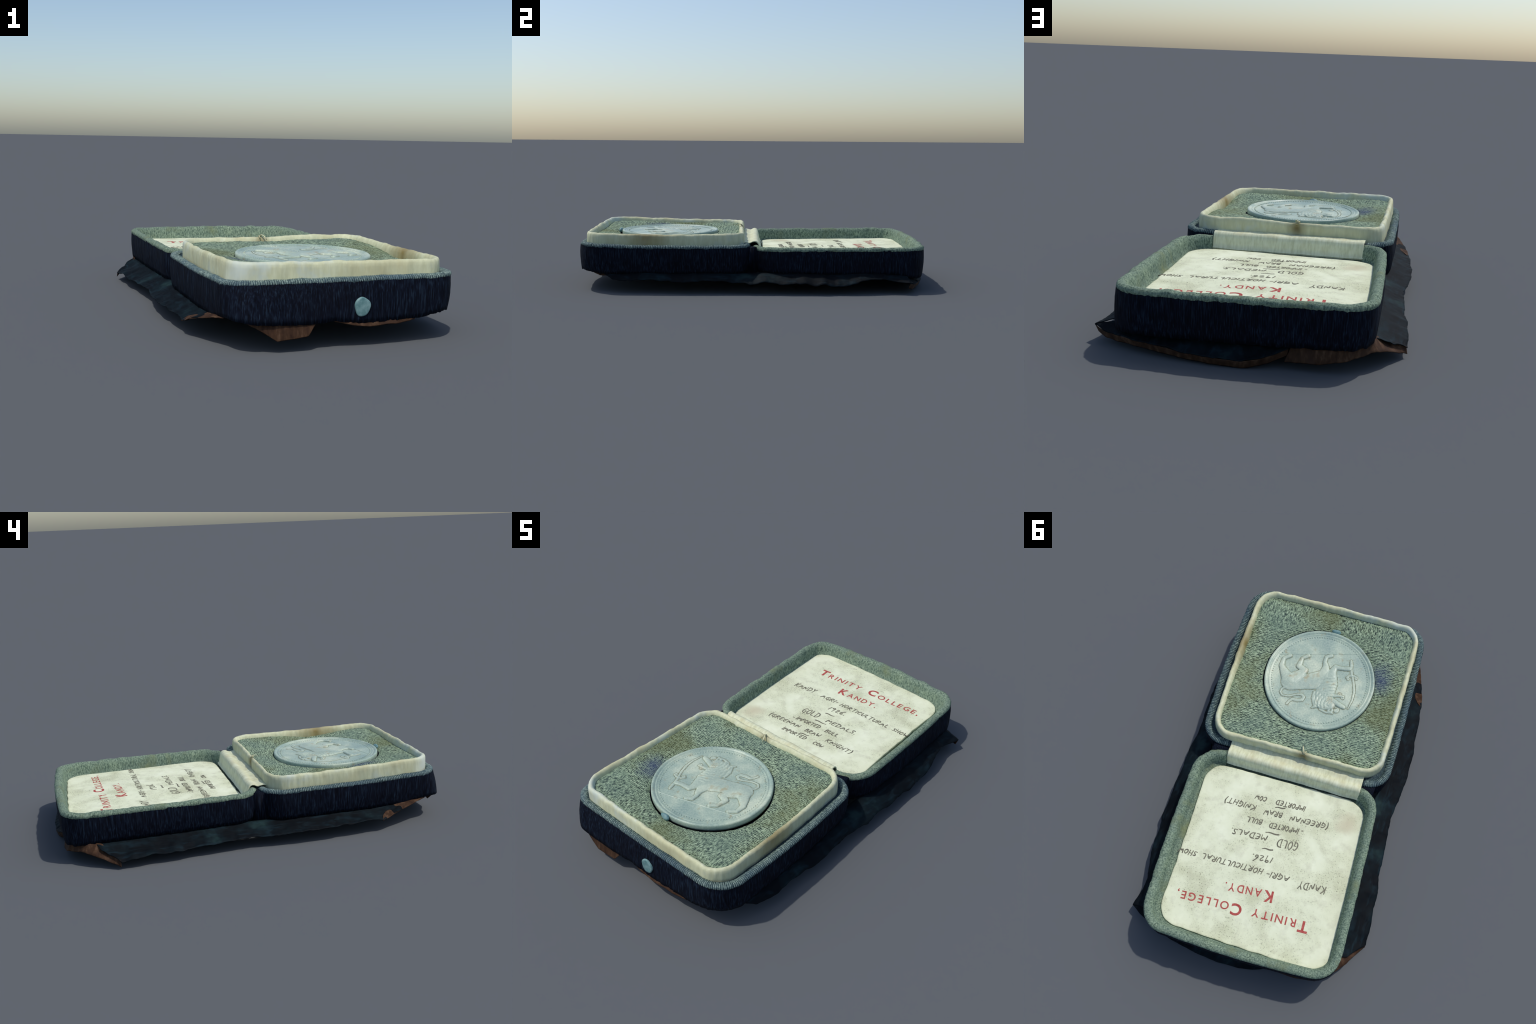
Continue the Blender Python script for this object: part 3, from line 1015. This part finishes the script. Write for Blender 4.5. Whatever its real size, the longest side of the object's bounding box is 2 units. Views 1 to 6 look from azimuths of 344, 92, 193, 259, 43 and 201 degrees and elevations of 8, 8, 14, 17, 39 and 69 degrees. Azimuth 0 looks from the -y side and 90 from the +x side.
LION = [
    ([(0.150, 0.012, 0.050), (0.080, 0.016, 0.041), (0.010, 0.006, 0.050), (-0.035, -0.004, 0.052)], 0.0100),         # trunk
    ([(0.160, -0.002, 0.040), (0.178, -0.035, 0.025), (0.196, -0.080, 0.014), (0.184, -0.122, 0.010), (0.150, -0.138, 0.011)], 0.0150),
    ([(0.134, -0.008, 0.034), (0.104, -0.028, 0.025), (0.076, -0.052, 0.018), (0.106, -0.076, 0.015), (0.088, -0.122, 0.009), (0.055, -0.137, 0.011)], 0.0135),
    ([(-0.024, -0.018, 0.036), (-0.034, -0.072, 0.017), (-0.030, -0.102, 0.011), (-0.038, -0.130, 0.010), (-0.066, -0.137, 0.010)], 0.0125),
    ([(-0.058, -0.004, 0.034), (-0.071, -0.048, 0.019), (-0.084, -0.070, 0.014), (-0.131, -0.060, 0.011), (-0.157, -0.060, 0.013)], 0.0145),
    ([(-0.052, 0.026, 0.040), (-0.024, 0.085, 0.050), (-0.008, 0.130, 0.038)], 0.0165),                                 # mane
    ([(-0.018, 0.142, 0.032), (-0.052, 0.146, 0.026)], 0.0155),                                                         # head
    ([(-0.003, 0.152, 0.010), (0.020, 0.152, 0.009), (0.043, 0.162, 0.004)], 0.0100),                                   # ear
    ([(-0.042, 0.120, 0.016), (-0.066, 0.122, 0.014), (-0.099, 0.147, 0.014), (-0.120, 0.159, 0.012)], 0.0155),         # upper jaw
    ([(-0.052, 0.094, 0.013), (-0.093, 0.094, 0.008), (-0.121, 0.099, 0.006)], 0.0110),                                 # lower jaw
    (curl(-0.118, 0.106, 0.010, 0.003, -1.5, 3.0, 0.004), 0.006),
    (curl(-0.104, 0.086, 0.009, 0.003, 1.5, -3.4, 0.004), 0.006),
    (curl(-0.048, 0.176, 0.015, 0.003, 3.6, -1.5, 0.006), 0.0090),                                                      # crest curls
    (curl(-0.080, 0.176, 0.013, 0.003, 3.8, -1.8, 0.006), 0.0080),
    ([(0.000, 0.172, 0.006), (-0.030, 0.188, 0.006), (-0.062, 0.192, 0.005)], 0.0070),
    ([(0.026, 0.150, 0.010), (0.034, 0.110, 0.010), (0.028, 0.075, 0.008)], 0.0080),                                    # mane locks
    ([(0.175, 0.043, 0.006), (0.195, 0.054, 0.005), (0.203, 0.072, 0.005), (0.194, 0.090, 0.005), (0.161, 0.096, 0.005), (0.118, 0.086, 0.005),
      (0.092, 0.087, 0.007), (0.082, 0.102, 0.008), (0.092, 0.118, 0.009), (0.118, 0.119, 0.009), (0.142, 0.113, 0.008), (0.158, 0.124, 0.006), (0.170, 0.139, 0.006)], 0.0060),
]
SWORD = [
    ([(-0.167, -0.108, 0.006), (-0.167, -0.090, 0.009), (-0.166, -0.060, 0.007), (-0.167, -0.024, 0.007)], 0.0080),
    ([(-0.194, -0.010, 0.005), (-0.180, -0.020, 0.006), (-0.154, -0.020, 0.006), (-0.140, -0.010, 0.005)], 0.0070),
    (curl(-0.190, -0.004, 0.008, 0.003, -1.6, 3.0, 0.004), 0.0050),
    (curl(-0.146, -0.004, 0.008, 0.003, -1.5, -6.0, 0.004), 0.0050),
    ([(-0.171, -0.015, 0.006), (-0.177, 0.030, 0.006), (-0.176, 0.075, 0.006), (-0.166, 0.118, 0.005), (-0.142, 0.168, 0.003)], 0.0038),
]


def relief(name, shapes, box, mane=False):
    step = 0.0017
    xs, ys = np.arange(box[0], box[1], step), np.arange(box[2], box[3], step)
    X, Y = np.meshgrid(xs, ys, indexing="ij")
    H = np.zeros_like(X)
    for pts, h in shapes:
        g = tube_height(X, Y, pts, h)
        H = np.maximum(H, g) + 0.15 * np.minimum(H, g)
    if mane:
        # rows of scalloped locks across the mane
        d = np.hypot(X + 0.060, Y - 0.150)
        th = np.arctan2(Y - 0.150, X + 0.060)
        m = tube_height(X, Y, LION[5][0], 1.0)
        rows = 0.5 + 0.5 * np.sin(d * 2 * np.pi / 0.017 + 1.2 * np.abs(np.sin(th * 11)))
        H += (m > 0.15) * (rows - 0.6) * 0.0042
        muscle = np.array([mnoise.noise(Vector((x * 45, y * 45, 3))) for x, y in zip(X.ravel(), Y.ravel())]).reshape(X.shape)
        H += (H > 0.003) * muscle * 0.0012
        ecl = np.exp(-((X + 0.040) ** 2 + (Y - 0.156) ** 2) / 0.00002)
        H -= ecl * 0.004
    keep = H > 0.0009
    nx, ny = X.shape
    idx = -np.ones(X.shape, int)
    use = np.zeros(X.shape, bool)
    cells = keep[:-1, :-1] | keep[1:, :-1] | keep[:-1, 1:] | keep[1:, 1:]
    use[:-1, :-1] |= cells; use[1:, :-1] |= cells; use[:-1, 1:] |= cells; use[1:, 1:] |= cells
    idx[use] = np.arange(use.sum())
    V = np.c_[X[use], Y[use], np.where(keep, H * 0.54, -0.0022)[use]]
    I, J = np.nonzero(cells)
    F = np.c_[idx[I, J], idx[I + 1, J], idx[I + 1, J + 1], idx[I, J + 1]]
    return make(name, V, F, M_RELIEF, medal)


def shade_dirt_film(name, shapes, box, grow):
    """Thin dark film round the foot of the relief: painted crease shade and brown dirt."""
    wide = [([(x, y, r + grow) for x, y, r in pts], h) for pts, h in shapes]
    step = 0.0022
    X, Y = np.meshgrid(np.arange(box[0], box[1], step), np.arange(box[2], box[3], step), indexing="ij")
    D = np.zeros_like(X)
    for pts, h in wide:
        D = np.maximum(D, tube_height(X, Y, pts, 1.0))
    keep = (D > 0.05) & (np.hypot(X, Y) < 0.245)
    cells = keep[:-1, :-1] & keep[1:, :-1] & keep[:-1, 1:] & keep[1:, 1:]
    use = np.zeros(X.shape, bool)
    use[:-1, :-1] |= cells; use[1:, :-1] |= cells; use[:-1, 1:] |= cells; use[1:, 1:] |= cells
    idx = -np.ones(X.shape, int)
    idx[use] = np.arange(use.sum())
    V = np.array([(x, y, 0.0005 + 0.0012 * mnoise.noise(Vector((x * 8, y * 8, 1)))) for x, y in zip(X[use], Y[use])])
    I, J = np.nonzero(cells)
    F = np.c_[idx[I, J], idx[I + 1, J], idx[I + 1, J + 1], idx[I, J + 1]]
    ob = make(name, V, F, M_SHADE_DIRT, medal)
    ob["kind"] = "stuff"


shade_dirt_film("shade_dirt_film", LION + SWORD, (-0.215, 0.235, -0.165, 0.215), 0.0042)
relief("lion", LION, (-0.178, 0.222, -0.152, 0.204), True)
relief("sword", SWORD, (-0.205, -0.128, -0.120, 0.176))


def ground_line():
    pts = [(-0.205, -0.149, 0.0035), (0.0, -0.150, 0.003), (0.207, -0.149, 0.0035)]
    V, F = [], []
    xs = np.linspace(-0.205, 0.207, 80)
    prof = [(-0.0045, -0.002), (-0.0030, 0.0006), (0.0, 0.0016), (0.0030, 0.0006), (0.0045, -0.002)]
    rings = [np.array([(x, -0.1495 + dy, dz) for x in xs]) for dy, dz in prof]
    V, F = loft(rings, closed=False)
    return make("ground_line", V, F, M_MEDAL, medal)


ground_line()


def beads():
    V, F = [], []
    count, seg = 118, 8
    for i in range(count):
        t = 2 * math.pi * i / count
        cx, cy = 0.2475 * math.cos(t), 0.2475 * math.sin(t)
        b = len(V)
        for fr, fz in ((1, -0.001), (0.85, 0.0016), (0.45, 0.0028)):
            for k in range(seg):
                q = 2 * math.pi * k / seg
                V.append((cx + 0.0042 * fr * math.cos(q), cy + 0.0042 * fr * math.sin(q), fz))
        for j in range(2):
            for k in range(seg):
                F.append((b + j * seg + k, b + j * seg + (k + 1) % seg, b + (j + 1) * seg + (k + 1) % seg, b + (j + 1) * seg + k))
        F.append(tuple(b + 2 * seg + k for k in range(seg)))
    ob = make("bead_border", V, F, M_MEDAL, medal)
    ob["kind"] = "stuff"


beads()


def lug():
    """Stump of the suspension lug with green corrosion."""
    n, m = 20, 12
    V, F = [], []
    for j in range(m + 1):
        ph = math.pi * j / m
        for i in range(n):
            th = 2 * math.pi * i / n
            p = np.array([math.sin(ph) * math.cos(th) * 0.026, math.sin(ph) * math.sin(th) * 0.013, math.cos(ph) * 0.014])
            p *= 1 + 0.25 * mnoise.noise(Vector(p * 60))
            V.append(p)
    for j in range(m):
        for i in range(n):
            F.append((j * n + i, (j + 1) * n + i, (j + 1) * n + (i + 1) % n, j * n + (i + 1) % n))
    d = np.array([0.061, -0.791]) - MC
    a = -math.radians(19.9)
    l = (d[0] * math.cos(a) - d[1] * math.sin(a), d[0] * math.sin(a) + d[1] * math.cos(a))
    return make("suspension_lug", V, F, M_PATINA, medal, loc=(l[0], l[1], -0.002), rotz=math.atan2(l[1], l[0]) + math.pi / 2)


lug()
